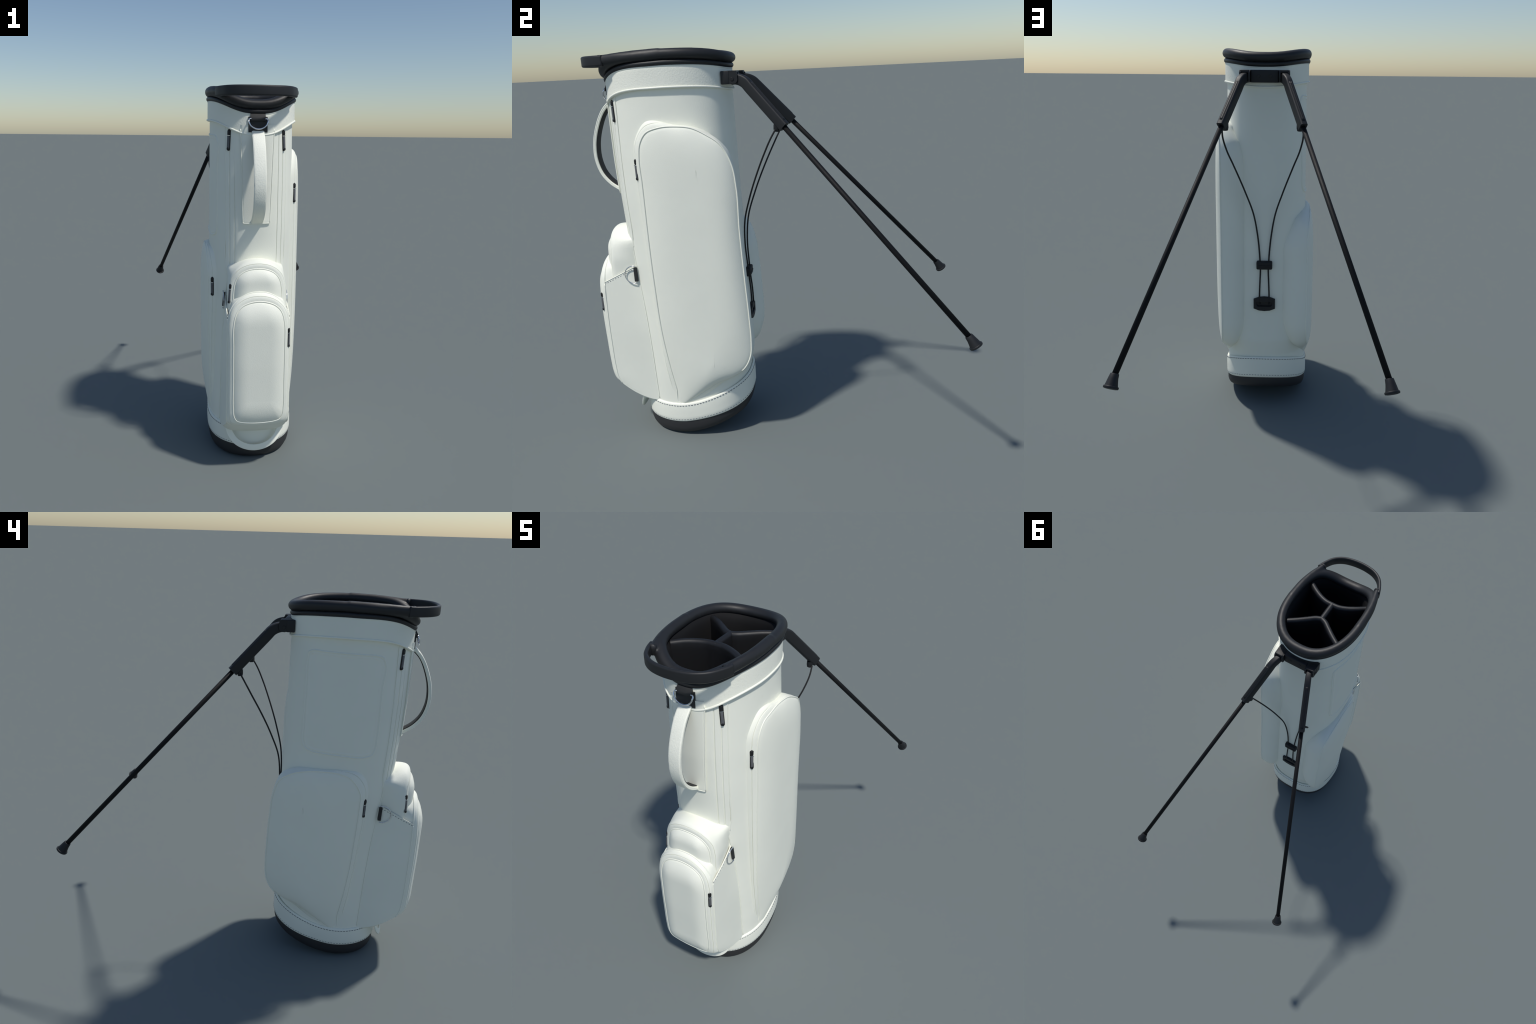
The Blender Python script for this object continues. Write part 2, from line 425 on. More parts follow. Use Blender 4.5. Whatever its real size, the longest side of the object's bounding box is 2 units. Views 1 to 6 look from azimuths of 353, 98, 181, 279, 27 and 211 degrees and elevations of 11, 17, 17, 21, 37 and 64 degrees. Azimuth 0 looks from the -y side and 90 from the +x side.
def put_puller(top, bot, normal, parent, lift=0.002):
    top, bot, n = Vector(top), Vector(bot), Vector(normal).normalized()
    y = (top - bot).normalized(); x = y.cross(n).normalized(); n = x.cross(y)
    o = bpy.data.objects.new("zipper_puller", PULL); link(o, parent)
    c = (top + bot)/2 + n*lift
    M = Matrix((x, y, n)).transposed().to_4x4(); M.translation = c
    o.matrix_world = M
    return o

# seam between the main tube and the front pockets
def seam_pt(z, off=0.0):
    y = np.interp(z, [0.17, 0.2, 0.63, 0.98, 1.12], [-.646, -.648, -.669, -.709, -.722])
    return body_pt(np.asarray(phi_y(y, z)), z, off)
# ------------------------------------------------------------------ pocket shell builder
GS = [0, .08, .2, .32, .42, .47, .485, .5, .515, .53, .58, .68, .8, .92, 1.0]
def groove(s, depth=0.0035): return -depth*np.clip(1 - np.abs(s - 0.5)/0.02, 0, 1)
def make_shell(name, rings, mat, parent):
    """rings: list of (N,3) arrays from the wall to the middle of the face, closed"""
    return grid_obj(name, np.array(rings), mat, parent, cv=True, weld=1e-5, angle=50)
def gusset_rings(O1, O2, centre, bulge, zip_mask=None, last=False):
    T = tangents(O2, True); D = O2 - O1
    N = unit(np.cross(T, D)); flip = np.sign((N*(O2 - centre)).sum(1, keepdims=True)); N = N*np.where(flip == 0, 1, flip)
    m = np.ones(len(O1)) if zip_mask is None else zip_mask
    R = []
    for s in GS if last else GS[:-1]:
        h = bulge*4*s*(1 - s) + groove(s)*m
        R.append(O1 + D*s + N*np.asarray(h).reshape(-1, 1))
    return R

# ------------------------------------------------------------------ side pockets
# each row: face edge (y, z, x) and wall foot on the body ('y' or 'x', value, z)
RIGHT = [
 (-.410, 1.652, .244, 'y', -.41, 1.655), (-.336, 1.643, .246, 'y', -.33, 1.642), (-.265, 1.608, .245, 'y', -.265, 1.612),
 (-.211, 1.570, .243, 'x', .168, 1.578), (-.181, 1.525, .238, 'x', .135, 1.52), (-.156, 1.459, .234, 'x', .116, 1.445),
 (-.143, 1.361, .233, 'x', .110, 1.36), (-.140, 1.154, .233, 'x', .110, 1.15), (-.129, .909, .233, 'x', .110, .91),
 (-.117, .680, .233, 'x', .110, .68), (-.114, .569, .233, 'x', .113, .565), (-.121, .488, .234, 'x', .123, .485),
 (-.150, .425, .237, 'x', .148, .415), (-.215, .372, .240, 'x', .183, .355), (-.297, .330, .236, 'y', -.30, .300),
 (-.396, .262, .234, 'y', -.40, .228), (-.468, .215, .232, 'y', -.48, .180), (-.508, .192, .228, 'y', -.54, .172), (-.522, .196, .224, 'y', -.576, .175), (-.534, .280, .226, 'y', -.580, .27),
 (-.551, .380, .229, 'y', -.588, .37), (-.580, .607, .233, 'y', -.602, .62), (-.592, .868, .237, 'y', -.617, .87),
 (-.598, 1.10, .237, 'y', -.628, 1.10), (-.600, 1.395, .237, 'y', -.640, 1.38), (-.602, 1.508, .237, 'y', -.643, 1.50),
 (-.591, 1.575, .238, 'y', -.632, 1.585), (-.558, 1.625, .241, 'y', -.590, 1.655), (-.495, 1.648, .246, 'y', -.540, 1.683)]
LEFT = [
 (-.401, 1.150, .244, 'y', -.40, 1.153), (-.299, 1.143, .246, 'y', -.30, 1.153), (-.230, 1.122, .243, 'x', .195, 1.145),
 (-.176, 1.083, .238, 'x', .162, 1.108), (-.144, 1.004, .234, 'x', .112, 1.00), (-.128, .870, .233, 'x', .101, .87),
 (-.117, .680, .233, 'x', .100, .68), (-.114, .569, .233, 'x', .103, .565), (-.121, .488, .234, 'x', .118, .485),
 (-.150, .425, .237, 'x', .145, .415), (-.215, .372, .240, 'x', .183, .355), (-.297, .330, .236, 'y', -.30, .300),
 (-.396, .262, .234, 'y', -.40, .228), (-.468, .215, .232, 'y', -.48, .180), (-.508, .192, .228, 'y', -.54, .172), (-.522, .196, .224, 'y', -.576, .175), (-.534, .280, .226, 'y', -.580, .27),
 (-.551, .380, .229, 'y', -.589, .37), (-.577, .580, .233, 'y', -.605, .57), (-.590, .760, .237, 'y', -.623, .74),
 (-.600, .957, .237, 'y', -.640, .93), (-.600, 1.033, .237, 'y', -.636, 1.074), (-.576, 1.083, .239, 'y', -.614, 1.125),
 (-.539, 1.124, .242, 'y', -.571, 1.155), (-.490, 1.143, .243, 'y', -.502, 1.157)]
def side_pocket(rows, sgn, peak, pull, ztop):
    ctl = []
    for y, z, x, mode, v, zb in rows:
        phi = phi_y(v, zb) if mode == 'y' else phi_x(v, zb, rear=True)
        b = body_pt(np.asarray(phi), zb, -0.004)
        ctl.append((x, y, z, *b))
    C = spline(ctl, 0.011, closed=True, key=[1, 2])
    O2, O1 = C[:, :3].copy(), C[:, 3:].copy()
    zlo, zhi = O2[:, 2].min(), O2[:, 2].max()
    mz = np.clip(O2[:, 2], zlo + 0.24, zhi - 0.20)
    my = np.interp(mz, [0.4, 0.7, 1.6], [-0.31, -0.30, -0.325])
    centre = np.stack([np.full(len(O2), 0.2), my, mz], 1)
    zipm = smoothstep(-0.45, -0.50, O2[:, 1])*smoothstep(0.2, 0.25, O2[:, 2])
    bul = np.where(O2[:, 1] < -0.45, 0.007, 0.004 + 0.016*smoothstep(-0.27, -0.16, O2[:, 1]))*smoothstep(0.2, 0.45, O2[:, 2])
    rings = gusset_rings(O1, O2, centre, bul, zipm)
    pw = 2.4 + 1.2*smoothstep(0.30, 0.75, O2[:, 2])
    def blur(v, sig):
        if sig < 0.5: return v
        k = np.arange(-int(3*sig), int(3*sig) + 1); w = np.exp(-0.5*(k/sig)**2); w /= w.sum()
        return sum(wi*np.roll(v, ki) for wi, ki in zip(w, k))
    pw = blur(pw, 8)
    ss = [1.0, 0.992, 0.975, 0.95, 0.92, 0.88, 0.83, 0.77, 0.7, 0.62, 0.53, 0.44, 0.34, 0.24, 0.14, 0.06, 0.0]
    for s in ss:
        sg = 30*(1 - s)
        yz = np.column_stack([blur(centre[:, k] + s*(O2[:, k] - centre[:, k]), sg) for k in (1, 2)]) if s > 0.05 else centre[:, 1:] + s*(O2[:, 1:] - centre[:, 1:])
        x = O2[:, 0] + (peak - O2[:, 0])*(1 - s**pw) - 0.003*np.clip(1-abs(s-0.985)/0.015, 0, 1)
        rings.append(np.column_stack([blur(x, 26*(1 - s)), yz]))
    rings = [r*np.array([sgn, 1, 1]) for r in rings]
    ob = make_shell("side_pocket", rings, M_LEATHER, root)
    pp = O2*np.array([sgn, 1, 1])
    soft = (pp[:, 2] < 0.40) & (pp[:, 1] > -0.515)      # no piping along the tucked-under bottom
    k = np.where(soft)[0][-1] + 1
    pp = np.roll(pp, -k, 0)[:int((~soft).sum())]
    tube("piping", pp, 0.0036, M_PIPING, ob, n=8, side=(1.0, 0.01, 0.02))
    # puller on the zip line
    i0 = len([1 for s in GS if s < 0.5])
    zl = rings[i0]
    fr = zl[(O2[:, 1] < -0.5)]; o = np.argsort(fr[:, 2]); fr = fr[o]
    def at(z): return np.array([np.interp(z, fr[:, 2], fr[:, k]) for k in range(3)])
    put_puller(at(pull[0]) + (0, 0, 0), at(pull[1]), (sgn*0.72, -0.70, 0.0), ob, lift=0.002)
    return ob
side_pocket(RIGHT, 1, 0.271, (1.505, 1.401), 1.65)
side_pocket(LEFT, -1, 0.268, (1.004, 0.900), 1.15)

# ------------------------------------------------------------------ front pockets (outlines in x, z with depth y)
def mirror_ctl(half):
    """half: list from top centre (x=0) down the +x side to bottom centre (x=0)"""
    h = [np.array(p, float) for p in half]
    m = [np.array([-p[0], *p[1:3], -p[3], *p[4:6], -p[6], *p[7:9]]) for p in h[1:-1]][::-1]
    return np.array(h + m)
def front_pocket(half, centre_box, peak_y, wall_bulge, name, pull, pull_n, pull_side, outer_piping=True):
    """half rows: face edge xyz, gusset edge xyz, wall foot xyz"""
    C = spline(mirror_ctl(half), 0.009, closed=True, key=[0, 2])
    Of, Og, Ob = C[:, 0:3], C[:, 3:6], C[:, 6:9]
    zl, zh, xw = centre_box
    mz = np.clip(Of[:, 2], zl, zh); mx = np.clip(Of[:, 0], -xw, xw)
    cen = np.stack([mx, np.full(len(Of), -0.8), mz], 1)
    rings = []
    D = Og - Ob; T = tangents(Og, True); N = unit(np.cross(T, D)); f = np.sign((N*(Og - cen)).sum(1, keepdims=True)); N = N*np.where(f == 0, 1, f)
    for s in np.linspace(0, 1, 13):
        wb = wall_bulge*smoothstep(0.88, 0.95, Og[:, 2:3]) + 0.016*smoothstep(0.31, 0.27, Og[:, 2:3])
        rings.append(Ob + D*s + N*(wb*4*s*(1 - s)))
    rings += gusset_rings(Og, Of, cen, 0.0095)[1:]
    i0 = 13 + len([1 for s in GS[1:] if s < 0.5])
    for s in [1.0, 0.99, 0.97, 0.94, 0.90, 0.84, 0.76, 0.66, 0.54, 0.4, 0.25, 0.1, 0.0]:
        xz = cen[:, [0, 2]] + s*(Of[:, [0, 2]] - cen[:, [0, 2]])
        pk = np.interp(cen[:, 2], [p[0] for p in peak_y], [p[1] for p in peak_y])
        y = Of[:, 1] + (pk - Of[:, 1])*(1 - s**2.6) + 0.0025*np.clip(1 - abs(s - 0.97)/0.03, 0, 1)
        rings.append(np.column_stack([xz[:, 0], y, xz[:, 1]]))
    for k in (0.6, 0.3, 0.0):
        rings.append(rings[-1]*0 + np.column_stack([cen[:, 0]*k, pk, cen[:, 2]]))
    ob = make_shell(name, rings, M_LEATHER, root)
    tube("piping", Of, 0.0036, M_PIPING, ob, closed=True, n=8, side=(0.01, 1.0, 0.02))
    if outer_piping: tube("piping", Og, 0.0036, M_PIPING, ob, closed=True, n=8, side=(0.01, 1.0, 0.02))
    zlr = rings[i0]; fr = zlr[zlr[:, 0]*pull_side > 0.11]; fr = fr[np.argsort(fr[:, 2])]
    def at(z): return np.array([np.interp(z, fr[:, 2], fr[:, k]) for k in range(3)])
    put_puller(at(pull[0]), at(pull[1]), pull_n, ob, lift=0.0005)
    return ob, Of, Og, Ob

P1 = [  # upper pocket
 ((0, -.858, 1.094), (0, -.833, 1.134), (0, -.757, 1.130)),
 ((.040, -.857, 1.090), (.045, -.832, 1.128), (.050, -.757, 1.125)),
 ((.075, -.855, 1.076), (.082, -.829, 1.113), (.090, -.750, 1.110)),
 ((.100, -.853, 1.054), (.110, -.825, 1.091), (.124, -.735, 1.095)),
 ((.114, -.850, 1.026), (.132, -.817, 1.062), (.148, -.722, 1.082)),
 ((.121, -.850, .990), (.146, -.817, 1.010), (.176, -.695, 1.000)),
 ((.124, -.852, .920), (.152, -.820, .930), (.186, -.685, .930)),
 ((.125, -.855, .840), (.153, -.820, .830), (.190, -.680, .830)),
 ((.118, -.855, .770), (.145, -.820, .760), (.180, -.680, .760)),
 ((.06, -.855, .752), (.07, -.820, .740), (.09, -.680, .740)),
 ((0, -.855, .750), (0, -.820, .738), (0, -.680, .738))]
P1 = [tuple(np.concatenate([*r[:2], seam_pt(r[2][2], -0.004 if k < 6 else -0.022) if (k in (5, 6, 7, 8)) else (front_pt(r[2][0], r[2][2], -0.005) if k < 5 else r[2])])) for k, r in enumerate(P1)]
front_pocket(P1, (0.85, 1.02, 0.045), [(0.8, -.886), (1.1, -.884)], 0.004, "upper_front_pocket", (1.018, 0.913), (-0.72, -0.70, 0.0), -1, outer_piping=False)

P2 = [  # lower pocket with its side panels
 ((0, -.915, .940), (0, -.887, .982), (0, -.800, .985)),
 ((.045, -.915, .934), (.050, -.887, .975), (.060, -.800, .975)),
 ((.080, -.916, .920), (.090, -.888, .955), (.100, -.790, .960)),
 ((.104, -.918, .899), (.122, -.889, .926), (.135, -.770, .950)),
 ((.119, -.921, .870), (.143, -.890, .890), (.132, -.745, .938)),
 ((.127, -.924, .830), (.154, -.891, .845), (.1935, -.690, .925)),
 ((.130, -.927, .700), (.157, -.892, .700), (.201, -.670, .720)),
 ((.130, -.923, .520), (.158, -.890, .520), (.207, -.652, .500)),
 ((.130, -.917, .380), (.159, -.884, .370), (.210, -.640, .300)),
 ((.126, -.915, .335), (.160, -.878, .318), (.210, -.637, .225)),
 ((.112, -.914, .309), (.160, -.868, .285), (.208, -.650, .175)),
 ((.085, -.913, .299), (.135, -.862, .266), (.150, -.690, .165)),
 ((.045, -.913, .294), (.070, -.860, .255), (.09, -.725, .165)),
 ((0, -.913, .292), (0, -.860, .252), (0, -.730, .165))]
P2 = [tuple(np.concatenate([*r[:2], seam_pt(r[2][2], -0.022 if k == 5 else -0.012) if (k in (5, 6, 7, 8, 9, 10)) else r[2]])) for k, r in enumerate(P2)]
low, Of, Og, Ob = front_pocket(P2, (0.42, 0.82, 0.05), [(0.4, -.940), (0.6, -.946), (0.82, -.949)], 0.003, "lower_front_pocket", (0.802, 0.697), (0.86, -0.50, 0.0), 1)

# slip panels on both sides of the lower pocket, their stitched slanted top edge and D-ring tabs
def lerp(a, b, t): return a + (b - a)*t
for sgn in (1, -1):
    rows = []
    # front edge (gusset line) and rear edge (seam) from top to bottom
    fr = spline([(.1555, -.889, .858), (.158, -.892, .700), (.159, -.890, .520), (.160, -.884, .370), (.161, -.878, .318), (.160, -.860, .272)], 0.012)
    rr = spline([seam_pt(z, -0.002) for z in (.948, .9, .85, .78, .72, .6, .5, .4, .3, .225, .186)], 0.012)
    n = 60
    def resample(c):
        d = np.concatenate([[0], np.cumsum(np.linalg.norm(np.diff(c, axis=0), axis=1))]); q = np.linspace(0, d[-1], n)
        return np.stack([np.interp(q, d, c[:, k]) for k in range(3)], 1)
    fr, rr = resample(fr), resample(rr)
    G = []
    for i in range(n):
        row = []
        for t in np.linspace(0, 1, 25):
            p = lerp(fr[i], rr[i], t); b = 0.0050*4*t*(1 - t)*(0.55 + 0.45*math.cos(min(1, i/n)*1.2)) + 0.0014
            nrm = np.array([0.975, -0.2, 0.0])
            q = p + nrm*b; q[2] -= 0.018*4*t*(1 - t)*float(smoothstep(0.84, 1.0, np.array(i/(n - 1))))
            row.append(q)
        G.append(row)
    G = np.array(G)
    inner = G - np.array([0.975, -0.2, 0])*0.004
    G2 = np.concatenate([inner[:1], G[:1] + (inner[:1]-G[:1])*0.35 + [0, 0, 0.001], G, inner[-1:]], 0)
    G2 = G2*np.array([sgn, 1, 1])
    slip = grid_obj("slip_panel", G2, M_LEATHER, root, angle=60)
    top = np.array([lerp(fr[0], rr[0], t) for t in np.linspace(0.03, 0.97, 80)])
    edge = G[0]; second = G[1]
    d = unit(G[2]-G[0])*0.010
    cur = spline(edge + d, 0.004)*np.array([sgn, 1, 1])
    stitch_obj("pocket_stitching", [(cur, np.broadcast_to(np.array([sgn*0.975, -0.2, 0]), cur.shape))], slip)
    tube("piping", edge*np.array([sgn, 1, 1]), 0.0022, M_PIPING, slip, n=6)
    tube("piping", np.concatenate([G[1:, 0]])*np.array([sgn, 1, 1]), 0.0032, M_PIPING, slip, n=8)
    # tab and D-ring
    t0, t1 = seam_pt(.940, 0.008) + (0.004, -.002, 0), seam_pt(.867, 0.008) + (0.004, -.008, 0)
    c = np.array([t0, (t0+t1)/2, t1])*np.array([sgn, 1, 1])
    tab = sweep("ring_tab", c, rounded_rect(0.018, 0.012, 0.004), M_WEB, root, side=(0, 1, 0), angle=50)
    rp = []
    for a in np.linspace(math.radians(82), math.radians(278), 33):
        yy = t0[1] - .008 + 0.048*math.cos(a); zz = .903 + 0.047*math.sin(a)
        rp.append((sgn*(t0[0] + 0.009 + 0.05*(yy - t0[1])), yy, zz))
    rp = [(sgn*(t0[0] + .003), t0[1], .948)] + rp + [(sgn*(t1[0] + .003), t1[1], .858)]
    tube("ring", spline(rp, 0.004), 0.0026, M_METAL, tab, n=8)

# ------------------------------------------------------------------ front of the body above the pockets
def body_patch(name, z0, z1, xl, xr, off, mat, parent, lip=0.0025, nz=70, nx=31, flap=None):
    zz = np.concatenate([[z0, z0], np.linspace(z0 + lip, z1, nz)])
    uu = np.concatenate([[0, 0], np.linspace(0.03, 0.97, nx), [1, 1]])
    G = []
    for i, z in enumerate(zz):
        row = []
        for j, u in enumerate(uu):
            a, b = np.interp(z, *xl), np.interp(z, *xr); x = a + (b - a)*u
            edge = (j in (0, len(uu) - 1)) or i == 0
            near = (j in (1, len(uu) - 2)) or i == 1
            o = -0.003 if edge else (off*0.72 if near else off)
            row.append(front_pt(np.array(x), np.array(z), o))
        G.append(row)
    return grid_obj(name, np.array(G), mat, parent, angle=60)
zr = ([1.0, 1.8], )
panel = body_patch("front_panel", 1.08, 1.81, ([1.0, 1.35, 1.8], [-.105, -.105, -.113]), ([1.0, 1.35, 1.8], [.104, .104, .108]), 0.0045, M_LEATHER, root)
patch = body_patch("handle_patch", 1.312, 1.80, ([1.3, 1.8], [-.067, -.081]), ([1.3, 1.8], [.063, .081]), 0.0115, M_LEATHER, root)
zz = np.linspace(1.316, 1.78, 40)
pe = [front_pt(np.interp(z, [1.3, 1.8], [-.0665, -.0805]), z, 0.0105) for z in zz[::-1]] + \
     [front_pt(x, 1.314, 0.0105) for x in np.linspace(-.062, .058, 16)] + \
     [front_pt(np.interp(z, [1.3, 1.8], [.0625, .0805]), z, 0.0105) for z in zz]
tube("piping", np.array(pe), 0.0030, M_PIPING, patch, n=8)
for s in (1, -1):
    for lo, hi in (((.107, .1105), (.129, .132)), ((.1325, .135), (.150, .153))):
        xa = ([1.0, 1.8], sorted([s*lo[0], s*hi[0]])[:1]*1 + [0]) if False else None
        l = ([1.0, 1.8], [min(s*lo[0], s*hi[0]), min(s*lo[1], s*hi[1])]); r = ([1.0, 1.8], [max(s*lo[0], s*hi[0]), max(s*lo[1], s*hi[1])])
        body_patch("zip_strip", 1.05, 1.81, l, r, 0.0028, M_LEATHER, root, nx=7)
    put_puller(front_pt(np.array(s*.133), np.array(1.778)), front_pt(np.array(s*.1375), np.array(1.674)), (s*0.62, -0.78, 0), panel, lift=0.004)
    # seam running from the band to the base cuff
    seam = [front_pt(np.array(s*.1525), np.array(z), 0.0015) for z in (1.80, 1.6, 1.4, 1.25, 1.12)]
    for z in (1.03, .95, .72, .50, .30, .2):
        seam.append(seam_pt(z, 0.0015)*np.array([s, 1, 1]))
    tube("seam_piping", spline(seam, 0.012), 0.0028, M_PIPING, root, n=8)

# carry strap on the front: white leather outside, black lining inside
sp = spline([(0, -.790, 1.772), (0, -.835, 1.728), (0, -.880, 1.642), (0, -.903, 1.552), (0, -.902, 1.474), (0, -.878, 1.404), (0, -.838, 1.357), (0, -.786, 1.322)], 0.008)
strap = sweep("grab_strap", sp, rounded_rect(0.060, 0.018, 0.006, 5), M_COARSE, root, side=(1, 0, 0), angle=50)
T = tangents(sp, False); U = np.cross(np.array([1.0, 0, 0]), T)
inn = U if U[len(U)//2, 1] > 0 else -U
sweep("strap_lining", sp + inn*0.0095, rounded_rect(0.050, 0.007, 0.002, 3), M_WEB, strap, side=(1, 0, 0), angle=50)
for s in (1, -1):
    q = sp - inn*0.0045 + np.array([s*0.0285, 0, 0])
    tube("piping", q, 0.0028, M_PIPING, strap, n=6)

# black patch with D-ring on the band front
def band_front(x, z, off):
    p = math.asin(min(1, (abs(x)/(WA + off))**(WEXP/2)))*(1 if x >= 0 else -1)
    xx, yy = section(np.array(p), WA + off, WYC, WB + off, WEXP); return np.array([float(xx), float(yy), z])
G = []
for i, z in enumerate([1.764, 1.764, 1.768, 1.78, 1.80, 1.82, 1.834, 1.838, 1.838]):
    row = []
    for j, u in enumerate([-1, -1, -.93, -.6, -.2, .2, .6, .93, 1, 1]):
        e = i in (0, 8) or j in (0, 9)
        row.append(band_front(u*0.047, z, -0.004 if e else 0.006))
    G.append(row)
bp = grid_obj("ring_patch", np.array(G), M_WEB, root, angle=50)
G = []
for i, (z, o) in enumerate([(1.818, 0.0), (1.818, .012), (1.824, .015), (1.834, .013), (1.843, .008), (1.852, .003), (1.858, -.008)]):
    G.append([band_front(u*0.037, z, -0.004 if j in (0, 7) else o) for j, u in enumerate([-1, -1, -.6, -.2, .2, .6, 1, 1])])
grid_obj("ring_tab", np.array(G), M_WEB, bp, angle=50)
rp = [(-0.034, -.809, 1.829), (-.042, -.809, 1.829), (-.0465, -.811, 1.822)]
for a in np.linspace(math.radians(188), math.radians(352), 15): rp.append((0.046*math.cos(a), -.816 - 0.006*abs(math.sin(a)), 1.818 + 0.038*math.sin(a)))
rp += [(.0465, -.811, 1.822), (.042, -.809, 1.829), (.034, -.809, 1.829)]
tube("ring", spline(rp, 0.004), 0.0036, M_METAL, bp, n=10)

# ------------------------------------------------------------------ outlined panel on the left side
rows = [(-.310, 1.7575), (-.36, 1.7565), (-.455, 1.753), (-.55, 1.750), (-.615, 1.747), (-.645, 1.738), (-.657, 1.715), (-.655, 1.593), (-.653, 1.34), (-.648, 1.27), (-.638, 1.245), (-.612, 1.234),
        (-.496, 1.233), (-.393, 1.240), (-.325, 1.248), (-.294, 1.262), (-.281, 1.295), (-.280, 1.361), (-.281, 1.569), (-.283, 1.72), (-.288, 1.748)]
C = spline(rows, 0.012, closed=True)
def left_pt(y, z, off):
    return body_pt(-phi_y(y, z), z, off)
mid = np.array([-.468, 1.495])
rings = []
for d, o in ((0.008, -0.003), (0.0045, 0.0012), (0.0018, 0.0052), (-0.0010, 0.0052), (-0.0032, 0.0012), (-0.0050, 0.0005), (-0.0075, 0.0022), (-0.014, 0.0020), (-0.03, -0.003)):
    n2 = np.stack([-(np.roll(C[:, 1], -1) - np.roll(C[:, 1], 1)), np.roll(C[:, 0], -1) - np.roll(C[:, 0], 1)], 1); n2 = unit(n2)
    n2 *= np.sign((n2*(C - mid)).sum(1, keepdims=True))
    rings.append(np.array([left_pt(a, b, o) for a, b in C + n2*d]))
grid_obj("side_panel_frame", np.array(rings), M_LEATHER, root, cv=True)

# ------------------------------------------------------------------ leg bracket
def box(name, lo, hi, mat, parent, bev=0.004, seg=3):
    v = [(x, y, z) for x in (lo[0], hi[0]) for y in (lo[1], hi[1]) for z in (lo[2], hi[2])]
    f = [(0, 1, 3, 2), (4, 6, 7, 5), (0, 4, 5, 1), (2, 3, 7, 6), (0, 2, 6, 4), (1, 5, 7, 3)]
    o = mesh_obj(name, v, f, mat, parent, smooth=False)
    bm = bmesh.new(); bm.from_mesh(o.data)
    bmesh.ops.bevel(bm, geom=list(bm.edges), offset=bev, segments=seg, affect='EDGES', profile=0.5)
    bm.to_mesh(o.data); bm.free()
    o.data.polygons.foreach_set("use_smooth", [True]*len(o.data.polygons)); o.data.set_sharp_from_angle(angle=math.radians(35))
    return o
def disc(name, c, axis, r, h, mat, parent, n=24, bev=0.001):
    axis = np.array(axis, float); axis /= np.linalg.norm(axis)
    P = np.array([np.array(c) + axis*k for k in (-h/2, h/2 - bev, h/2)])
    s = np.array([0, 0, 1.0]) if abs(axis[2]) < 0.9 else np.array([1.0, 0, 0])
    return sweep(name, P, circle_section(r, n), mat, parent, side=s, scale=[1, 1, 1 - bev/r], angle=40)
bracket = box("leg_bracket", (-0.070, -0.196, 1.826), (0.070, -0.148, 1.887), M_PLASTIC, root, 0.004)
for s in (1, -1):
    # wing plate hugging the band, and clevis cheeks
    box("bracket_wing", (s*0.095 - 0.032, -0.205, 1.8265), (s*0.095 + 0.032, -0.165, 1.8865), M_PLASTIC, bracket, 0.003)
    for dx in (-0.0225, 0.0225):
        cx = s*0.0985 + dx
        prof = [(-.170, 1.8275), (-.170, 1.886)] + [(-.146 + .020*math.sin(a), 1.866 + .020*math.cos(a)) for a in np.linspace(0, math.pi/2, 7)] + \
               [(-.146 + .020*math.cos(a), 1.8475 - .020*math.sin(a)) for a in np.linspace(0, math.pi/2, 7)]
        w = 0.0045
        V = [(cx - w, y, z) for y, z in prof] + [(cx + w, y, z) for y, z in prof]; n = len(prof)
        F = [tuple(range(n)), tuple(range(2*n - 1, n - 1, -1))] + [(i, (i + 1) % n, n + (i + 1) % n, n + i) for i in range(n)]
        mesh_obj("bracket_cheek", V, F, M_PLASTIC, bracket, angle=40)
    box("bracket_bridge", (s*0.0985 - 0.024, -0.175, 1.872), (s*0.0985 + 0.024, -0.132, 1.8868), M_PLASTIC, bracket, 0.004)
    disc("bolt", (s*0.1262, -0.152, 1.849), (s, 0, 0), 0.0085, 0.004, M_SLOT, bracket)
    disc("bolt", (s*0.030, -0.1478, 1.857), (0, 1, 0), 0.0085, 0.003, M_SLOT, bracket)

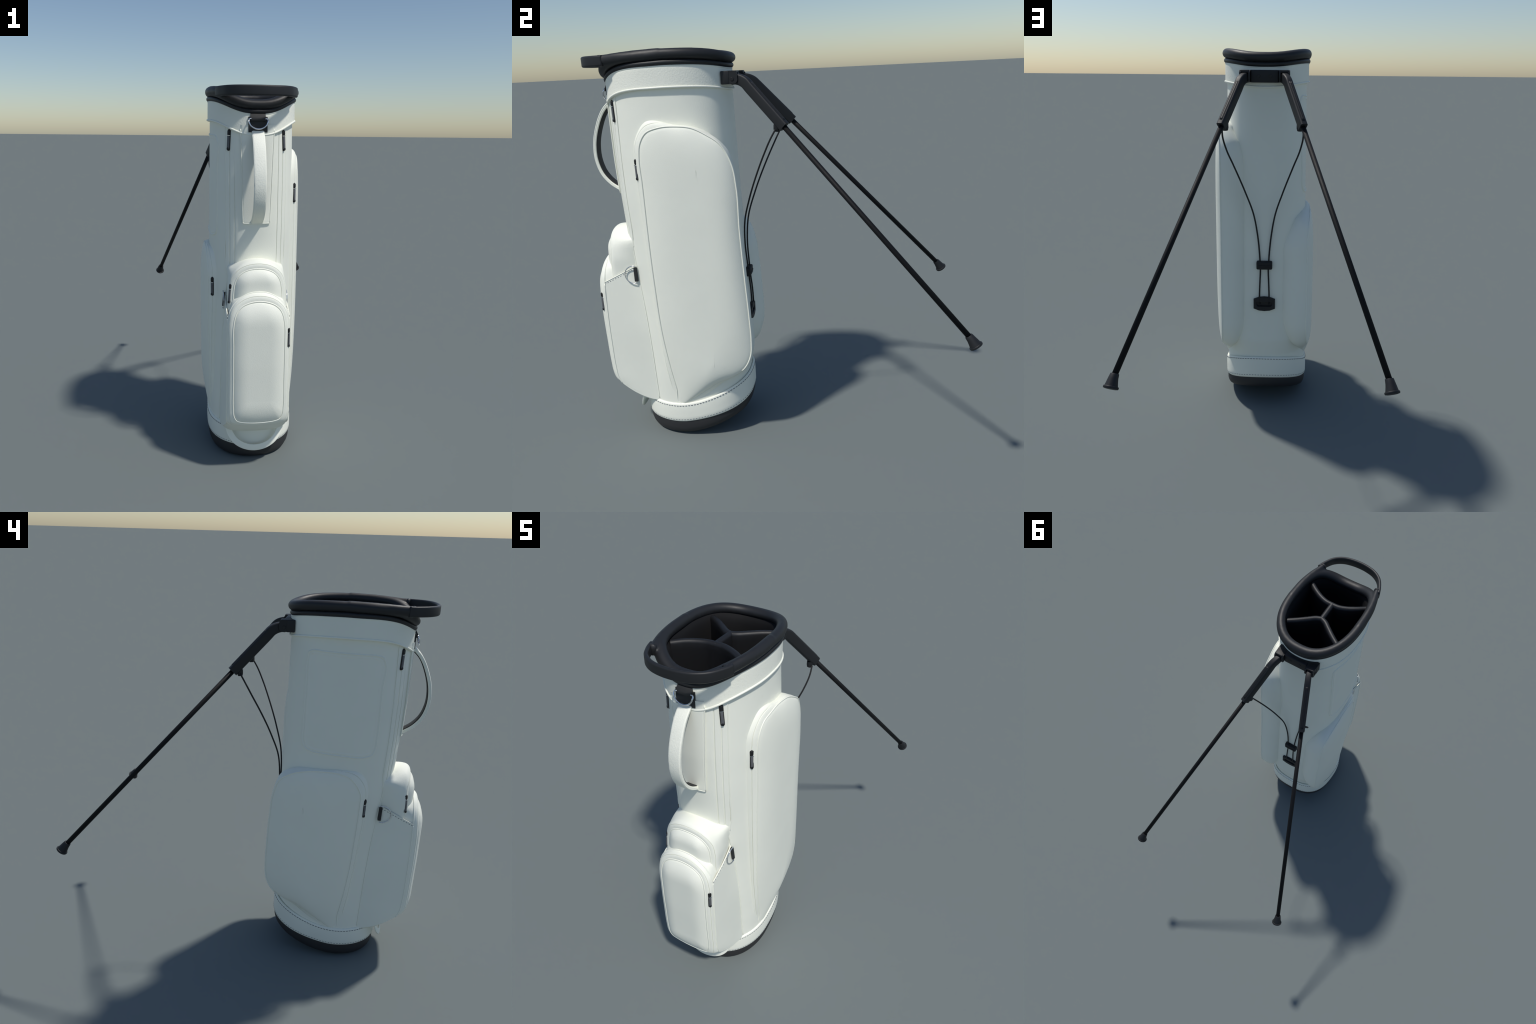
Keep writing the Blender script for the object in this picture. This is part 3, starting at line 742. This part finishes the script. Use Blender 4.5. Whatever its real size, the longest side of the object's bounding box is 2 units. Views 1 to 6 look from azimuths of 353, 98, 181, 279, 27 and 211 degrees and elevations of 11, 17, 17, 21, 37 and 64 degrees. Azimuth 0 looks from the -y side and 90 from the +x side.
# ------------------------------------------------------------------ legs
for s in (1, -1):
    end = np.array([0.1935, 0.092, 1.628]); foot_top = np.array([0.5295, 0.889, 0.748])
    d = unit(foot_top - end)
    leg_sleeve_pts = [np.array([0.0985, -0.158, 1.846]), np.array([0.100, -0.135, 1.8475]), end - d*0.285, end - d*0.25, end - d*0.15, end]
    path = spline(leg_sleeve_pts, 0.008)*np.array([s, 1, 1])
    nn = len(path); t = np.linspace(0, 1, nn)
    sx = np.interp(t, [0, .12, .3, 1], [0.92, 0.95, 1.0, 1.0]); sy = np.interp(t, [0, .08, .2, 1], [0.92, 1.0, 1.02, 1.0])
    horiz = unit(np.array([s*0.9, -0.37, 0.0]))
    sec = rounded_rect(0.0355, 0.0505, 0.009, 5)
    leg = sweep("leg_sleeve", path, sec, M_PLASTIC, root, side=horiz, scale=np.stack([sx, sy], 1), angle=45)
    disc("pivot_pin", (s*0.0985, -0.155, 1.846), (1, 0, 0), 0.021, 0.034, M_PLASTIC, leg)
    # long slot on the upper face
    dm = d*np.array([s, 1, 1]); em = end*np.array([s, 1, 1])
    S = unit(horiz - (horiz*dm).sum()*dm); U = np.cross(S, dm); U = U if U[2] > 0 else -U
    slot_c = [em - dm*k + U*0.0245 for k in np.linspace(0.262, 0.022, 25)]
    slot = sweep("sleeve_slot", np.array(slot_c), rounded_rect(0.0085, 0.005, 0.002, 3), M_SLOT, leg, side=horiz)
    rail = np.array([c + U*0.0012 for c in slot_c])
    for k in (-1, 1):
        tube("slot_rail", rail + S*k*0.0055, 0.0016, M_PLASTIC, leg, n=6)
    # cord lug
    lug = np.array([s*0.178, 0.052, 1.620])
    lugpath = np.array([em - dm*0.035 - U*0.020, em - dm*0.022 - U*0.034, em - dm*0.014 - U*0.044])
    sweep("cord_lug", lugpath, rounded_rect(0.030, 0.030, 0.012, 6), M_PLASTIC, leg, side=horiz, scale=[1.0, 1.0, 0.8], angle=50)
    # tube
    ft = foot_top*np.array([s, 1, 1])
    tube("leg_tube", np.array([em - dm*0.05, em + (ft - em)*0.5, ft + dm*0.02]), 0.0125, M_TUBE, leg, n=20)
    # rubber foot
    ax = unit(np.array([s*0.16, 0.56, -0.81]))
    base = ft + dm*0.018
    prof = [(-0.016, 0.0165), (-0.012, 0.0178), (0.004, 0.0200), (0.018, 0.0228), (0.0330, 0.0262), (0.0335, 0.0290), (0.0355, 0.0305), (0.0405, 0.0305), (0.0435, 0.0290), (0.0455, 0.020)]
    bendc = []
    for k, (h, r) in enumerate(prof):
        w = smoothstep(-0.016, 0.03, np.array(h)); a = unit(dm*(1 - w)*0.6 + ax*(0.4 + 0.6*w)); bendc.append(base + a*h)
    bendc = np.array(bendc)
    rr = np.array([r for _, r in prof])
    tt = unit(np.gradient(bendc, axis=0)); tt = np.broadcast_to(ax, tt.shape)
    sv = unit(np.array([1.0, 0, 0]) - ax[0]*ax); uv = np.cross(ax, sv)
    c0 = circle_section(1.0, 32)
    V = np.array([bendc[i] + rr[i]*(c0[:, :1]*sv + c0[:, 1:]*uv) for i in range(len(rr))])
    grid_obj("rubber_foot", V, M_PLASTIC, leg, cv=True, caps=True, angle=42)

# ------------------------------------------------------------------ elastic cord, slider, anchor
cordR = [(.194, .050, 1.618), (.196, .029, 1.583), (.181, -.010, 1.506), (.152, -.046, 1.428), (.096, -.107, 1.274), (.058, -.142, 1.156), (.036, -.152, 1.031), (.024, -.1465, .900), (.0215, -.1435, .843), (.024, -.138, .772), (.0265, -.136, .690), (.0265, -.136, .662), (.024, -.150, .640)]
tube("cord", spline(cordR, 0.012), 0.0043, M_CORD, root, n=10, side=(1, 0.1, 0.0))
tube("cord", spline([(-x, y, z) for x, y, z in cordR], 0.012), 0.0043, M_CORD, root, n=10, side=(1, 0.1, 0.0))
slider = box("cord_slider", (-0.043, -0.163, 0.848), (0.043, -0.131, 0.893), M_CORD, root, 0.007, 4)
box("slider_ridge", (-0.034, -0.134, 0.864), (0.034, -0.1285, 0.872), M_CORD, slider, 0.0015, 2)
out = [(-.059, -.027), (-.030, -.0385), (0, -.0415), (.030, -.0385), (.059, -.027), (.059, .027), (.030, .0385), (0, .0415), (-.030, .0385), (-.059, .027)]
o2 = []
for i in range(len(out)):
    a, b = np.array(out[i]), np.array(out[(i + 1) % len(out)])
    for t in np.linspace(0, 1, 6, endpoint=False): o2.append(a + (b - a)*t)
o2 = np.array(o2); ang = np.arctan2(o2[:, 1], o2[:, 0])
def stadium(w, h):
    r = []
    for p in o2:
        x = np.clip(p[0], -(w - h), (w - h)); 
        q = np.array([p[0]*0.9 - x, p[1]]); q = q/max(np.linalg.norm(q), 1e-6)*h
        r.append((x + q[0], q[1]))
    return np.array(r)
hole = stadium(0.044, 0.0125)
rings = []
ay = -0.1445; az = 0.648
for sh, yy in ((o2, -0.012), (o2, 0.009), (o2*0.965, 0.012), (hole*1.12, 0.012), (hole, 0.009), (hole, -0.012)):
    rings.append(np.column_stack([sh[:, 0], np.full(len(sh), ay + yy), az + sh[:, 1]]))
anchor = grid_obj("cord_anchor", np.array(rings), M_PLASTIC, root, cv=True, angle=40)
grid_obj("anchor_slot", np.array([np.column_stack([hole[:, 0]*1.05, np.full(len(hole), ay + 0.002), az + hole[:, 1]*1.05]), np.column_stack([hole[:, 0]*0, np.full(len(hole), ay + 0.0021), az + hole[:, 1]*0])]), M_SLOT, anchor, cv=True, weld=1e-6)
